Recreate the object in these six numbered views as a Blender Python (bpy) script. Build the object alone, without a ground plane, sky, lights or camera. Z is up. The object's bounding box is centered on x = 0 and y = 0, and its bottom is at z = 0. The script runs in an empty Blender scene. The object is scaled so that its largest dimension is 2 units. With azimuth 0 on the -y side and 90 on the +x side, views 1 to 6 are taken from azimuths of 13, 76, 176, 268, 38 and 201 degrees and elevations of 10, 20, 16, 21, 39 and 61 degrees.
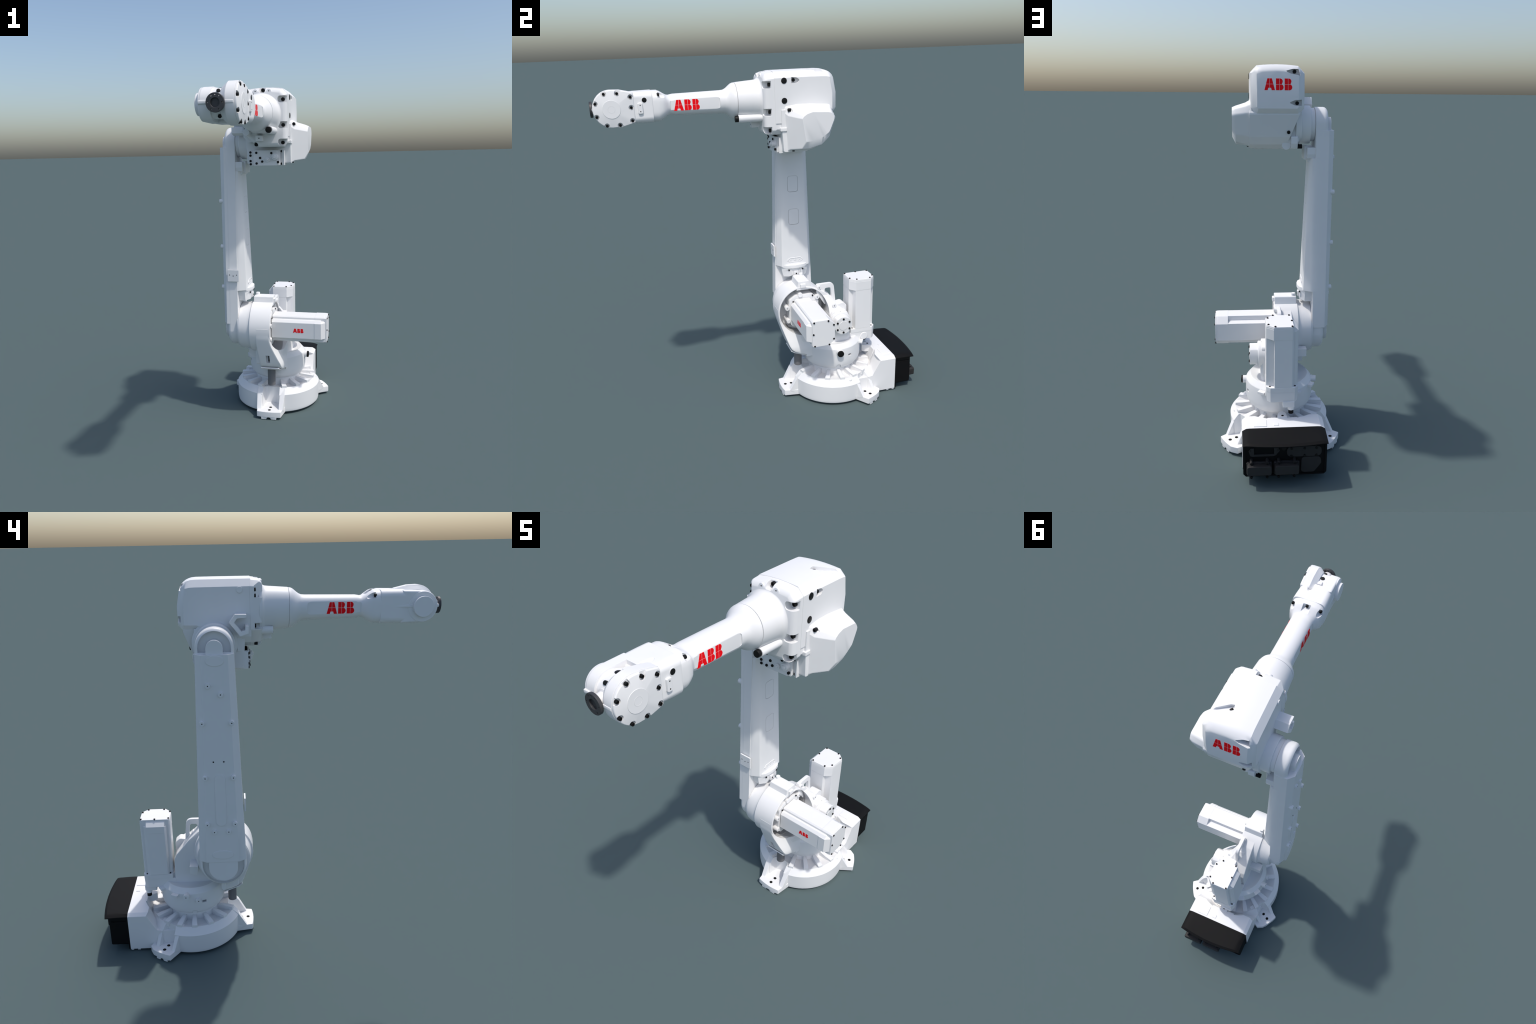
# Six-axis industrial robot arm, white painted castings on a round flanged base.
import bpy, bmesh, math
from math import sin, cos, pi, radians, sqrt, atan2
from mathutils import Vector, Matrix

# ------------------------------------------------------------------ frame
XA, YA = -0.0145, 0.397            # axis 1 (vertical)
Y2, Z2 = 0.207, 0.5635             # axis 2 (along x)
Z3 = 1.703                         # axis 3 (along x, same y as axis 2)
ZF = 1.849                         # forearm axis height (axis 4, along y)
Y5 = -0.799                        # wrist bend axis (along x)

# ------------------------------------------------------------------ materials
def nodes(name):
    m = bpy.data.materials.new(name); m.use_nodes = True
    nt = m.node_tree; nt.nodes.clear()
    o = nt.nodes.new('ShaderNodeOutputMaterial')
    b = nt.nodes.new('ShaderNodeBsdfPrincipled')
    nt.links.new(b.outputs[0], o.inputs[0])
    return m, nt, b

def material(name, col, rough, var=0.03, scale=40, bevel=0.0, metallic=0.0, grain=0.0, spec=0.5):
    m, nt, b = nodes(name)
    tc = nt.nodes.new('ShaderNodeTexCoord')
    n = nt.nodes.new('ShaderNodeTexNoise'); n.inputs['Scale'].default_value = scale
    n.inputs['Detail'].default_value = 4
    nt.links.new(tc.outputs['Object'], n.inputs['Vector'])
    r = nt.nodes.new('ShaderNodeValToRGB')
    r.color_ramp.elements[0].position = .3; r.color_ramp.elements[1].position = .7
    r.color_ramp.elements[0].color = [c * (1 - var) for c in col] + [1]
    r.color_ramp.elements[1].color = [min(1, c * (1 + var)) for c in col] + [1]
    nt.links.new(n.outputs['Fac'], r.inputs[0])
    nt.links.new(r.outputs[0], b.inputs['Base Color'])
    b.inputs['Roughness'].default_value = rough
    b.inputs['Metallic'].default_value = metallic
    b.inputs['Specular IOR Level'].default_value = spec
    last = None
    if bevel:
        bv = nt.nodes.new('ShaderNodeBevel'); bv.samples = 6
        bv.inputs['Radius'].default_value = bevel
        last = bv.outputs[0]
    if grain:
        bp = nt.nodes.new('ShaderNodeBump'); bp.inputs['Strength'].default_value = grain
        bp.inputs['Distance'].default_value = .0005
        n2 = nt.nodes.new('ShaderNodeTexNoise'); n2.inputs['Scale'].default_value = 600
        nt.links.new(tc.outputs['Object'], n2.inputs['Vector'])
        nt.links.new(n2.outputs['Fac'], bp.inputs['Height'])
        if last: nt.links.new(last, bp.inputs['Normal'])
        last = bp.outputs[0]
    if last: nt.links.new(last, b.inputs['Normal'])
    return m

WHITE = material('white_paint', (.80, .80, .80), .45, .008, 12, bevel=.0012, spec=.3)
BLACK = material('black_bolt', (.006, .006, .006), .5, .1, 80, spec=.25)
HOOD = material('black_plastic', (.0075, .0075, .0078), .6, .06, 60, bevel=.0012, spec=.09)
PANEL = material('black_panel', (.005, .005, .0055), .6, .08, 60, bevel=.001, spec=.15)
PLATE = material('dark_grey_cover', (.032, .031, .031), .55, .06, 60, bevel=.001, spec=.2)
FLANGE = material('burnished_flange', (.045, .045, .048), .45, .06, 70, bevel=.0012, spec=.4)
STEEL = material('grey_rubber', (.17, .17, .175), .55, .05, 50, bevel=.001, spec=.3)
RED = material('red_print', (.88, .004, .010), .5, .02, 40, spec=.12)
HOLE = material('dark_hole', (.012, .012, .012), .7, .1, 60, spec=.1)

# ------------------------------------------------------------------ mesh helpers
def fin(bm, sharp=32):
    bmesh.ops.remove_doubles(bm, verts=bm.verts, dist=1e-6)
    bmesh.ops.recalc_face_normals(bm, faces=bm.faces)
    bm.normal_update()
    lim = radians(sharp)
    for f in bm.faces: f.smooth = True
    for e in bm.edges:
        e.smooth = len(e.link_faces) == 2 and e.calc_face_angle(0) < lim
    return bm

def put(axis, a, b, t):
    if axis == 'x': return Vector((t, a, b))
    if axis == 'y': return Vector((a, t, b))
    return Vector((a, b, t))

def bevel_bm(bm, w, seg=3, ang=30, sel=None):
    bm.normal_update()
    es = [e for e in bm.edges if len(e.link_faces) == 2 and e.calc_face_angle(0) > radians(ang)
          and (sel is None or sel(e))]
    if es and w > 0:
        bmesh.ops.bevel(bm, geom=es, offset=w, offset_type='OFFSET', segments=seg,
                        profile=.5, affect='EDGES', clamp_overlap=True)

def prism(axis, poly, t0, t1, bev=0, seg=3, top=None, sel=None):
    """polygon swept along an axis; top = optional second polygon (loft)"""
    bm = bmesh.new()
    a = [bm.verts.new(put(axis, p[0], p[1], t0)) for p in poly]
    b = [bm.verts.new(put(axis, p[0], p[1], t1)) for p in (top or poly)]
    n = len(a)
    bm.faces.new(a); bm.faces.new(b[::-1])
    for i in range(n):
        bm.faces.new((a[i], a[(i + 1) % n], b[(i + 1) % n], b[i]))
    bmesh.ops.recalc_face_normals(bm, faces=bm.faces)
    bevel_bm(bm, bev, seg, sel=sel)
    return fin(bm)

def box(x0, x1, y0, y1, z0, z1, bev=0, seg=3):
    return prism('z', [(x0, y0), (x1, y0), (x1, y1), (x0, y1)], z0, z1, bev, seg)

def loft(rings, cap=True, bev=0, seg=2):
    bm = bmesh.new()
    R = [[bm.verts.new(p) for p in r] for r in rings]
    n = len(R[0])
    for k in range(len(R) - 1):
        for i in range(n):
            bm.faces.new((R[k][i], R[k][(i + 1) % n], R[k + 1][(i + 1) % n], R[k + 1][i]))
    if cap:
        bm.faces.new(R[0]); bm.faces.new(R[-1])
    bmesh.ops.recalc_face_normals(bm, faces=bm.faces)
    if bev: bevel_bm(bm, bev, seg)
    return fin(bm)

def lathe(axis, c, prof, n=64, sharp=32):
    """profile (radius, position along axis) turned round an axis through c"""
    bm = bmesh.new(); rings = []
    for r, t in prof:
        if r < 1e-6: rings.append([bm.verts.new(put(axis, c[0], c[1], t))])
        else: rings.append([bm.verts.new(put(axis, c[0] + r * cos(2 * pi * i / n), c[1] + r * sin(2 * pi * i / n), t)) for i in range(n)])
    for A, B in zip(rings, rings[1:]):
        for i in range(n):
            j = (i + 1) % n
            if len(A) == 1 and len(B) == 1: continue
            if len(A) == 1: bm.faces.new((A[0], B[i], B[j]))
            elif len(B) == 1: bm.faces.new((A[i], A[j], B[0]))
            else: bm.faces.new((A[i], A[j], B[j], B[i]))
    if len(rings[0]) > 1: bm.faces.new(rings[0])
    if len(rings[-1]) > 1: bm.faces.new(rings[-1])
    return fin(bm, sharp)

def cyl(axis, c, r, t0, t1, bev=0, n=40, r1=None):
    r1 = r if r1 is None else r1
    b = min(bev, abs(t1 - t0) * .49); s = 1 if t1 > t0 else -1
    if b:
        prof = [(r, t0)] + [(r1 - b + b * sin(a * pi / 8), t1 - s * (b - b * (1 - cos((4 - a) * pi / 8)) ) ) for a in (4,)]
        prof = [(r, t0), (r1, t1 - s * b)] + [(r1 - b + b * cos(k * pi / 8), t1 - s * b + s * b * sin(k * pi / 8)) for k in range(1, 5)]
    else: prof = [(r, t0), (r1, t1)]
    return lathe(axis, c, prof, n)

def arc(cx, cy, r, a0, a1, n):
    return [(cx + r * cos(radians(a0 + (a1 - a0) * i / n)), cy + r * sin(radians(a0 + (a1 - a0) * i / n))) for i in range(n + 1)]

def rrect(x0, x1, y0, y1, r, n=4):
    return (arc(x1 - r, y0 + r, r, -90, 0, n) + arc(x1 - r, y1 - r, r, 0, 90, n)
            + arc(x0 + r, y1 - r, r, 90, 180, n) + arc(x0 + r, y0 + r, r, 180, 270, n))

def round_poly(pts, rad, n=4):
    """round the corners of a polygon; rad scalar or list"""
    out = []; N = len(pts)
    for i, p in enumerate(pts):
        r = rad[i] if isinstance(rad, (list, tuple)) else rad
        p = Vector(p); a = Vector(pts[i - 1]) - p; b = Vector(pts[(i + 1) % N]) - p
        la, lb = a.length, b.length; a.normalize(); b.normalize()
        th = a.angle(b)
        if r <= 0 or th > pi - .02: out.append(tuple(p)); continue
        d = min(r / math.tan(th / 2), la * .49, lb * .49)
        q0, q1 = p + a * d, p + b * d
        for k in range(n + 1):
            t = k / n
            out.append(tuple(q0 * (1 - t) ** 2 + p * 2 * t * (1 - t) + q1 * t * t))
    return out

def join(*bms):
    out = bmesh.new()
    for b in bms:
        me = bpy.data.meshes.new('tmp'); b.to_mesh(me); out.from_mesh(me); bpy.data.meshes.remove(me); b.free()
    return out

def xf(bm, M):
    bmesh.ops.transform(bm, matrix=M, verts=bm.verts); return bm

def spin(bm, ang):
    """turn round axis 1"""
    C = Matrix.Translation((XA, YA, 0))
    return xf(bm, C @ Matrix.Rotation(radians(ang), 4, 'Z') @ C.inverted())

def to_obj(bm, name, mat=None):
    me = bpy.data.meshes.new(name); bm.to_mesh(me); bm.free()
    ob = bpy.data.objects.new(name, me); bpy.context.scene.collection.objects.link(ob)
    if mat: me.materials.append(mat)
    return ob

def diff(bm, *cutters, op='DIFFERENCE'):
    """exact boolean of bmeshes"""
    o = to_obj(bm, 'tmp_a'); c = to_obj(join(*cutters), 'tmp_b')
    md = o.modifiers.new('b', 'BOOLEAN'); md.object = c; md.operation = op; md.solver = 'EXACT'
    md.use_self = True
    dg = bpy.context.evaluated_depsgraph_get(); dg.update()
    me = bpy.data.meshes.new_from_object(o.evaluated_get(dg))
    out = bmesh.new(); out.from_mesh(me)
    for x in (o, c):
        m = x.data; bpy.data.objects.remove(x); bpy.data.meshes.remove(m)
    bpy.data.meshes.remove(me)
    bmesh.ops.dissolve_limit(out, angle_limit=radians(.5), verts=out.verts, edges=out.edges)
    bmesh.ops.triangulate(out, faces=[f for f in out.faces if len(f.verts) > 4])
    return fin(out)

ROOT = bpy.data.objects.new('robot_arm', None)
bpy.context.scene.collection.objects.link(ROOT)
ROOT.location = (XA, YA, 0)
ROOT['label'] = 'white six-axis industrial robot arm on a round bolted base'
ROOT['category'] = 'industrial robot'
bpy.context.view_layer.update()

def part(name, bm, mat=WHITE, parent=None, wn=True):
    ob = to_obj(bm, name, mat)
    ob.parent = parent or ROOT
    ob.matrix_parent_inverse = (parent or ROOT).matrix_world.inverted() if not parent else Matrix.Identity(4)
    if wn:
        w = ob.modifiers.new('weighted_normals', 'WEIGHTED_NORMAL'); w.keep_sharp = True; w.weight = 80
    return ob

# instanced small hardware -------------------------------------------------
_cache = {}
def hardware(kind, parent, pos, direction, r, h, mat=BLACK, socket=True, sink=.004):
    key = (kind, round(r, 5), round(h, 5), mat.name)
    if key not in _cache:
        b = min(.0016, r * .2)
        prof = [(r * .97, -sink), (r, 0), (r, h - b), (r - b * .3, h - b * .3), (r - b, h)]
        if socket: prof += [(r * .55, h), (r * .5, h - h * .35), (0, h - h * .35)]
        else: prof += [(0, h)]
        bm = lathe('z', (0, 0), prof, 20)
        me = bpy.data.meshes.new(kind); bm.to_mesh(me); bm.free(); me.materials.append(mat)
        _cache[key] = me
    ob = bpy.data.objects.new(kind, _cache[key]); bpy.context.scene.collection.objects.link(ob)
    ob.parent = parent
    q = Vector(direction).to_track_quat('Z', 'Y')
    ob.matrix_local = Matrix.Translation(pos) @ q.to_matrix().to_4x4()
    return ob

# lettering ------------------------------------------------------------------
def letter_pieces(ch, g=.012):
    """quarter pieces of the block letters, unit height; g = half the white gap"""
    P = []
    if ch == 'A':
        w = .93; c = w / 2
        # outline: trapezium, top width .36, with the notch between the feet
        tx = .20
        def xl(y): return 0 + (c - tx) * y      # outer left edge
        P.append([(xl(.52 + g), .52 + g), (c - g, .52 + g), (c - g, 1), (xl(1), 1)])
        P.append([(xl(0), 0), (.285, 0), (.345, .2), (c - g, .2), (c - g, .52 - g), (xl(.52 - g), .52 - g)])
        P += [[(w - x, y) for x, y in p][::-1] for p in P[:2]]
        return P, w
    w = .68; m = .31
    P.append([(0, .5 + g), (m - g, .5 + g), (m - g, 1), (0, 1)])
    P.append([(0, 0), (m - g, 0), (m - g, .5 - g), (0, .5 - g)])
    P.append([(m + g, .5 + g), (.52, .5 + g)] + arc(.36, .76, .24, -35, 90, 8) + [(m + g, 1)])
    P.append([(m + g, 0), (.42, 0)] + arc(.42, .255, .255, -90, 62, 10) + [(.54, .5 - g), (m + g, .5 - g)])
    return P, w

def lettering(parent, origin, u, v, height, depth=.0005, bend=None):
    """three block letters; u = reading direction, v = up, sits on the surface"""
    u, v = Vector(u), Vector(v); n = u.cross(v); pen = 0
    for ch in 'ABB':
        P, w = letter_pieces(ch)
        bms = []
        for p in P:
            b = prism('z', p, -.002 / height, depth / height)
            bmesh.ops.triangulate(b, faces=[f for f in b.faces if len(f.verts) > 4])
            for vt in b.verts:
                a = vt.co.copy()
                q = Vector(origin) + u * ((a.x + pen) * height) + v * (a.y * height)
                if bend: q = bend(q)
                vt.co = q + n * (a.z * height)
            bms.append(fin(b))
        part('letter', join(*bms), RED, parent, wn=False)
        pen += w + .09

# ================================================================== BASE
def radial(poly, t0, t1, ang, bev=0, top=None):
    """prism whose polygon is (distance from axis 1, height), swept sideways, turned to ang (0 = -y)"""
    bm = prism('x', [(-s, z) for s, z in poly], t0, t1, bev, 2)
    xf(bm, Matrix.Translation((XA, YA, 0)) @ Matrix.Rotation(radians(ang), 4, 'Z'))
    return bm

FEET = (0, 120, -120)
ring = lathe('z', (XA, YA), [(.0, .02), (.235, .02), (.235, .0125), (.262, .0125), (.2675, .018), (.2705, .036), (.2715, .129),
                             (.2405, .1665), (.234, .1655), (.21, .158), (.18, .154), (.15, .153), (0, .153)], 128, 20)
def trough(grow, k, back):
    """plan of the bolt recess in a foot: (sideways, -distance from axis)"""
    h = [(.0, -back), (.022, -back - .002), (.036, -back - .011), (.043, -back - .027), (.0555, -.305), (.0565, -.43)]
    h = [(x * k + grow, y) for x, y in h]
    return [(-x, y) for x, y in h[:0:-1]] + h
M_FOOT = [Matrix.Translation((XA, YA, 0)) @ Matrix.Rotation(radians(a), 4, 'Z') for a in FEET]
FK = ((1, .198), (.75, .232), (.75, .232))
ring = diff(ring, *[xf(prism('z', trough(0, *k), .0495, .26, top=trough(.014, *k)), M) for M, k in zip(M_FOOT, FK)])
pieces = [ring]
for M, (kw, _), side in zip(M_FOOT, FK, (0, 1, -1)):
    h = math.degrees(math.asin(.0755 * kw / .3485))
    outer = arc(0, 0, .3485, -90 - h, -90 + h, 8)
    lw, rw = (-.090 * kw, .090 * kw)
    po = [(lw, -.245)] + outer + [(rw, -.245)]
    if side > 0: po = po[:-1] + [(.0895, -.322), (.0895, -.245)]      # rear feet run into the cable box
    if side < 0: po = [(-.0895, -.245), (-.0895, -.322)] + po[1:]
    slab = prism('z', po, .0125, .049, .003, 2)
    # standing pad with a half-round notch
    pad = prism('y', [(-.047, 0), (-.015, 0)] + [(x, z) for x, z in arc(0, -.002, .0152, 172, 8, 8)] + [(.015, 0), (.047, 0), (.047, .015), (-.047, .015)], -.3455, -.26)
    xf(pad, Matrix.Diagonal((kw, 1, 1, 1)))
    for b in (slab, pad): pieces.append(xf(b, M))
    for sd in (-1, 1):
        # side cheek: runs from the slab up over the rim of the ring, open side towards the recess
        ck = prism('x', [(-.308, .045), (-.306, .051), (-.262, .131), (-.226, .1665), (-.205, .170), (-.205, .03), (-.28, .03)], sd * .056 * kw, sd * .0825 * kw, .002, 2)
        for v in ck.verts:
            k = (v.co.y + .306) / .1                     # 0 at the toe, 1 at the ring
            inner = abs(v.co.x) < .07 * kw
            v.co.x += sd * (-.011 * max(0, k) + .014 * max(0, v.co.z - .05) / .21 if inner else .006 * max(0, min(1, k * 2)))
        pieces.append(xf(ck, M))
# radial stiffening ribs
for a in (19.5, 42.2, 64.2, 86.5, 106.8, 126.8, 147, -18.5, -40.5, -64, -86.5, -107, -127, -147, 167, -167):
    rib = prism('x', [(-.2425, .15), (-.2425, .1795), (-.20, .1825), (-.148, .186), (-.148, .13), (-.2, .13)], -.0155, .0155, .0012, 2)
    for v in rib.verts:
        if v.co.y > -.2: v.co.x *= .62
    pieces.append(spin(xf(rib, Matrix.Translation((XA, YA, 0))), a))
# small round lifting boss on the rim
pieces.append(cyl('z', (.222, .430), .0165, .11, .158, .002, 24))
# neck under the turntable
pieces.append(lathe('z', (XA, YA), [(.150, .13), (.147, .215), (.14, .23), (0, .23)], 64))
# rear cable box
HW = .21
bx = prism('y', [(XA - HW, .0125), (XA + HW, .0125), (XA + HW, .228), (XA + HW - .022, .241), (XA - HW + .022, .241), (XA - HW, .228)], .47, .755, .002, 2)
cut1 = prism('x', [(.40, .128), (.572, .128), (.598, .132), (.652, .2285), (.640, .243), (.640, .3), (.40, .3)], -.5, .5)
bowl_cut = lathe('z', (XA, YA), [(0, .138), (.240, .138), (.2505, .16), (.2825, .2415), (.2885, .26), (0, .26)], 96)
bx = diff(bx, cut1, bowl_cut)
pieces.append(bx)
pieces.append(prism('x', [(.70, .2403), (.661, .2403), (.633, .14), (.70, .14)], -.092, .064, .002, 2))
for x0, x1 in ((XA - HW + .004, XA - HW + .03), (XA + HW - .03, XA + HW - .004)):
    pieces.append(box(x0, x1, .70, .715, 0.004, .02)); pieces.append(box(x0, x1, .738, .752, 0.004, .02))
pieces.append(box(.07, .137, .683, .744, .23, .2440, .0012, 2))        # label plates
pieces.append(box(.009, .035, .716, .738, .23, .2436, .001, 2))
pieces.append(prism('z', [(-.042, .668), (.012, .668), (.006, .63), (-.006, .61), (-.024, .61), (-.036, .63)], .20, .2465, .002, 2))
base = part('base_casting', join(*pieces))
for a in FEET:
    for s in (.316, .276):
        p = Matrix.Rotation(radians(a), 4, 'Z') @ Vector((0, -s, 0))
        hardware('bolt_hole', base, (XA + p.x, YA + p.y, .0492), (0, 0, 1), .0098, .0006, HOLE, False, .001)
hardware('bolt_hole', base, (-.016, .654, .2468), (0, 0, 1), .0068, .0006, HOLE, False, .001)

# rear connector box -------------------------------------------------------
BW = .207
cb = prism('y', [(XA - BW, .05), (XA - BW + .013, .036), (XA + BW - .013, .036), (XA + BW, .05), (XA + BW, .222), (XA - BW, .222)], .750, .858, .002, 2)
slot = join(box(XA - BW - .01, XA - BW + .004, .765, .846, .196, .207), box(XA + BW - .004, XA + BW + .01, .765, .846, .196, .207))
cb = diff(cb, slot, box(XA - BW + .012, XA + BW - .012, .853, .87, .045, .225))
back = prism('y', [(XA - HW + .002, .012), (XA + HW - .002, .012), (XA + HW - .002, .225), (XA - HW + .002, .225)], .7552, .764)
connector_box = part('connector_box', join(cb, back), PANEL)
# hood with a bowed rear edge
def bow(x, edge): return edge - .020 * ((x - XA) / BW) ** 2
NX = 24
xs = [XA - HW + 2 * HW * i / NX for i in range(NX + 1)]
rings = []
def hood_row(y_of, zt, zs, inset):
    """one row of hood points from -x to +x over the top; the border is chamfered"""
    row = []
    for x in xs:
        d = min(x - (XA - HW), XA + HW - x)
        k = max(0, 1 - d / .022)
        row.append(Vector((x, y_of(x), zt - (zt - zs) * k)))
    return row
rows = [hood_row(lambda x: .7555, .2412, .2282, 0),
        hood_row(lambda x: .81, .2405, .2275, 0),
        hood_row(lambda x: bow(x, .887), .2345, .2245, 0),
        hood_row(lambda x: bow(x, .9005), .2265, .2225, 0),
        hood_row(lambda x: bow(x, .9005), .2225, .2205, 0),
        hood_row(lambda x: bow(x, .870), .2205, .2205, 0),
        hood_row(lambda x: .7555, .218, .218, 0)]
bm = bmesh.new(); VV = [[bm.verts.new(p) for p in r] for r in rows]
for k in range(len(VV)):
    A, B = VV[k], VV[(k + 1) % len(VV)]
    for i in range(NX): bm.faces.new((A[i], A[i + 1], B[i + 1], B[i]))
bm.faces.new([r[0] for r in VV]); bm.faces.new([r[-1] for r in VV])
part('hood', fin(bm, 20), HOOD, connector_box)
hardware('bolt', connector_box, (-.006, .856, .2), (0, 1, 0), .011, .02, BLACK, False)
# connector covers on the rear face (seen from behind, +x is on the left)
def cover(poly, y0, y1, mat=PLATE, rad=.008, bev=.002):
    return prism('y', round_poly(poly, rad, 4), y0, y1, bev, 2)
P0 = .853
fr = diff(cover([(.158, .152), (.145, .148), (.045, .148), (.032, .152), (.012, .178), (.020, .195), (.155, .195), (.166, .180)], P0, P0 + .006),
          box(.041, .139, P0 - .02, P0 + .02, .160, .21))
part('connector_frame', fr, PLATE, connector_box)
part('blanking_plate', cover([(-.022, .140), (-.195, .140), (-.195, .197), (-.022, .197)], P0, P0 + .005, rad=.027), PLATE, connector_box)
part('blanking_plate', cover([(-.092, .05), (-.158, .05), (-.195, .10), (-.19, .137), (-.095, .137)], P0, P0 + .005, rad=.02), PLATE, connector_box)
for x0, x1 in ((.050, .178), (-.084, .043)):
    body = join(cover([(x0, .05), (x1, .05), (x1, .123), (x0, .123)], P0, P0 + .016, rad=.012, bev=.004),
                cover([(x0 + .004, .070), (x1 - .004, .070), (x1 - .004, .121), (x0 + .004, .121)], P0 + .01, P0 + .050, rad=.012, bev=.005))
    plug = part('plug_connector', body, PLATE, connector_box)
    xm = (x0 + x1) / 2
    for dx in (-.039, .039):
        lug = join(cyl('y', (xm + dx, .129), .0078, P0, P0 + .034, .001, 20), cyl('y', (xm + dx, .040), .009, P0, P0 + .012, .001, 20))
        part('mounting_lug', lug, PLATE, connector_box)
        hardware('bolt', connector_box, (xm + dx, P0 + .034, .129), (0, 1, 0), .006, .003, BLACK, False)
        hardware('bolt', connector_box, (xm + dx, P0 + .012, .039), (0, 1, 0), .0062, .008, BLACK, False)
for x in (-.045, -.110, -.168):
    for z in (.187, .146): hardware('bolt', connector_box, (x, P0 + .004, z), (0, 1, 0), .0062, .005, BLACK, False)
for x in (.157, .022): hardware('bolt', connector_box, (x, P0 + .005, .183), (0, 1, 0), .003, .002, BLACK, False)

# rubber bumper on the front foot
part('bumper', lathe('z', (XA + .0005, .170), [(0, .184), (.0235, .184), (.0245, .186), (.0245, .345), (0, .345)], 40), STEEL)

# ================================================================== TURNTABLE
bowl = lathe('z', (XA, YA), [(.0, .200), (.152, .200), (.163, .206), (.170, .213), (.1775, .226), (.182, .245), (.1835, .262), (.1835, .300), (.1815, .337), (.1785, .3425),
                             (.157, .367), (.151, .3665), (.13, .359), (.10, .356), (0, .355)], 128, 20)
ccut = []
for a in (85, -85):                       # half-round service notches on the skirt
    p = Matrix.Rotation(radians(a), 4, 'Z') @ Vector((0, -.185, 0))
    c = cyl('z', (0, 0), .0165, -.022, .05, 0, 24)
    q = Vector((sin(radians(a)), -cos(radians(a)), 0)).to_track_quat('Z', 'Y')
    ccut.append(xf(c, Matrix.Translation((XA + p.x, YA + p.y, .219)) @ q.to_matrix().to_4x4()))
for a, z in ((109, .290), (-67, .286)):   # small square windows
    p = Matrix.Rotation(radians(a), 4, 'Z') @ Vector((0, -.18, 0))
    c = box(-.012, .012, -.03, .09, -.0075, .0075)
    ccut.append(xf(c, Matrix.Translation((XA + p.x, YA + p.y, z)) @ Matrix.Rotation(radians(a), 4, 'Z')))
bowl = diff(bowl, *ccut)
tt = [bowl]

# shoulder drum + wall + front bracket: silhouettes in the y-z plane
XL, XR = -.128, .002
drum = prism('x', arc(Y2, Z2, .162, 0, 360, 72)[:-1], XL, XR, .004, 2)
wall = prism('x', round_poly([(Y2, .7245), (.262, .7155), (.345, .672), (.40, .622), (.472, .535), (.487, .50), (.490, .36), (.47, .335), (.20, .335), (.12, .5)],
                             [.0, .02, .05, .05, .03, .03, .02, 0, 0, 0]), -.092, .006, .006, 3)
# front bracket: full-height web, right-hand edge flares from the drum to the bowl
def xr(z): return .002 if z > .49 else .002 + .060 * ((.49 - z) / .15) ** 1.05 if z > .34 else .062
levels = [(.0455, Z2 + .02), (.0455, .53), (.0495, .505), (.061, .467), (.074, .425), (.087, .385), (.099, .350), (.111, .328), (.132, .310), (.165, .294), (.212, .278)]
ringsb = []
for y, z in levels:
    r_ = xr(z); l_ = -.092 + .014 * max(0, min(1, (.49 - z) / .15)); f = .012
    ringsb.append([Vector((l_, .32, z)), Vector((l_, y + f + .004, z)), Vector((l_ + f * .3, y + f * .3 + .001, z)), Vector((l_ + f, y, z)),
                   Vector((r_ - f, y, z)), Vector((r_ - f * .3, y + f * .3, z)), Vector((r_, y + f, z)), Vector((r_ + .012, .20, z)), Vector((r_ + .02, .32, z))])
bracket = loft(ringsb)
window = box(-.033, -.009, .03, .15, .352, .406)
D2 = diff(drum, lathe('x', (Y2, Z2), [(0, -.088), (.1505, -.088), (.1505, -.006), (.1525, -.004), (.1525, .3), (0, .3)], 96))
W2 = diff(wall, lathe('x', (Y2, Z2), [(0, -.088), (.1505, -.088), (.1505, -.006), (.1525, -.004), (.1525, .3), (0, .3)], 96))
B2 = diff(bracket, lathe('x', (Y2, Z2), [(0, -.088), (.1505, -.088), (.1505, -.006), (.1525, -.004), (.1525, .3), (0, .3)], 96), window)
tt += [D2, W2, B2]
# flared skirt below and behind the motor opening
def skirt(z):
    xr_ = max(.004, min(.088, .012 + (.643 - z) * .52)); xl_ = 0 if z > .47 else min(.058, (.47 - z) * .9)
    ym = .485 if z < .50 else .485 - (z - .50) * .45 if z < .535 else .470 - (z - .535) * .83
    return [Vector(p) for p in ((-.05, .11, z), (-.03, .11, z), (xl_, .185, z), (xl_ * .5 + xr_ * .5, .27, z), (xr_, .335, z), (xr_, ym - .015, z), (xr_ - .012, ym, z), (-.05, ym, z))]
tt.append(diff(loft([skirt(z) for z in (.335, .36, .40, .44, .47, .50, .53, .58, .62, .645)]), lathe('x', (Y2, Z2), [(0, -.088), (.1505, -.088), (.1505, -.006), (.1525, -.004), (.1525, .3), (0, .3)], 96)))
tt.append(prism('x', [(.112, .318), (.130, .3045), (.215, .2705), (.215, .265), (.128, .299), (.109, .313)], -.070, .046))
# lug on top of the drum, with the calibration pin
tt.append(prism('x', round_poly([(.166, .70), (.178, .7545), (.183, .757), (.244, .757), (.250, .754), (.266, .70)], [0, .006, 0, 0, .006, 0]), -.121, .001, .003, 2))
tt.append(cyl('z', (-.106, .230), .0125, .74, .7715, .002, 24))
tt.append(box(-.012, .0125, .19, .224, .718, .742, .003, 2))
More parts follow.
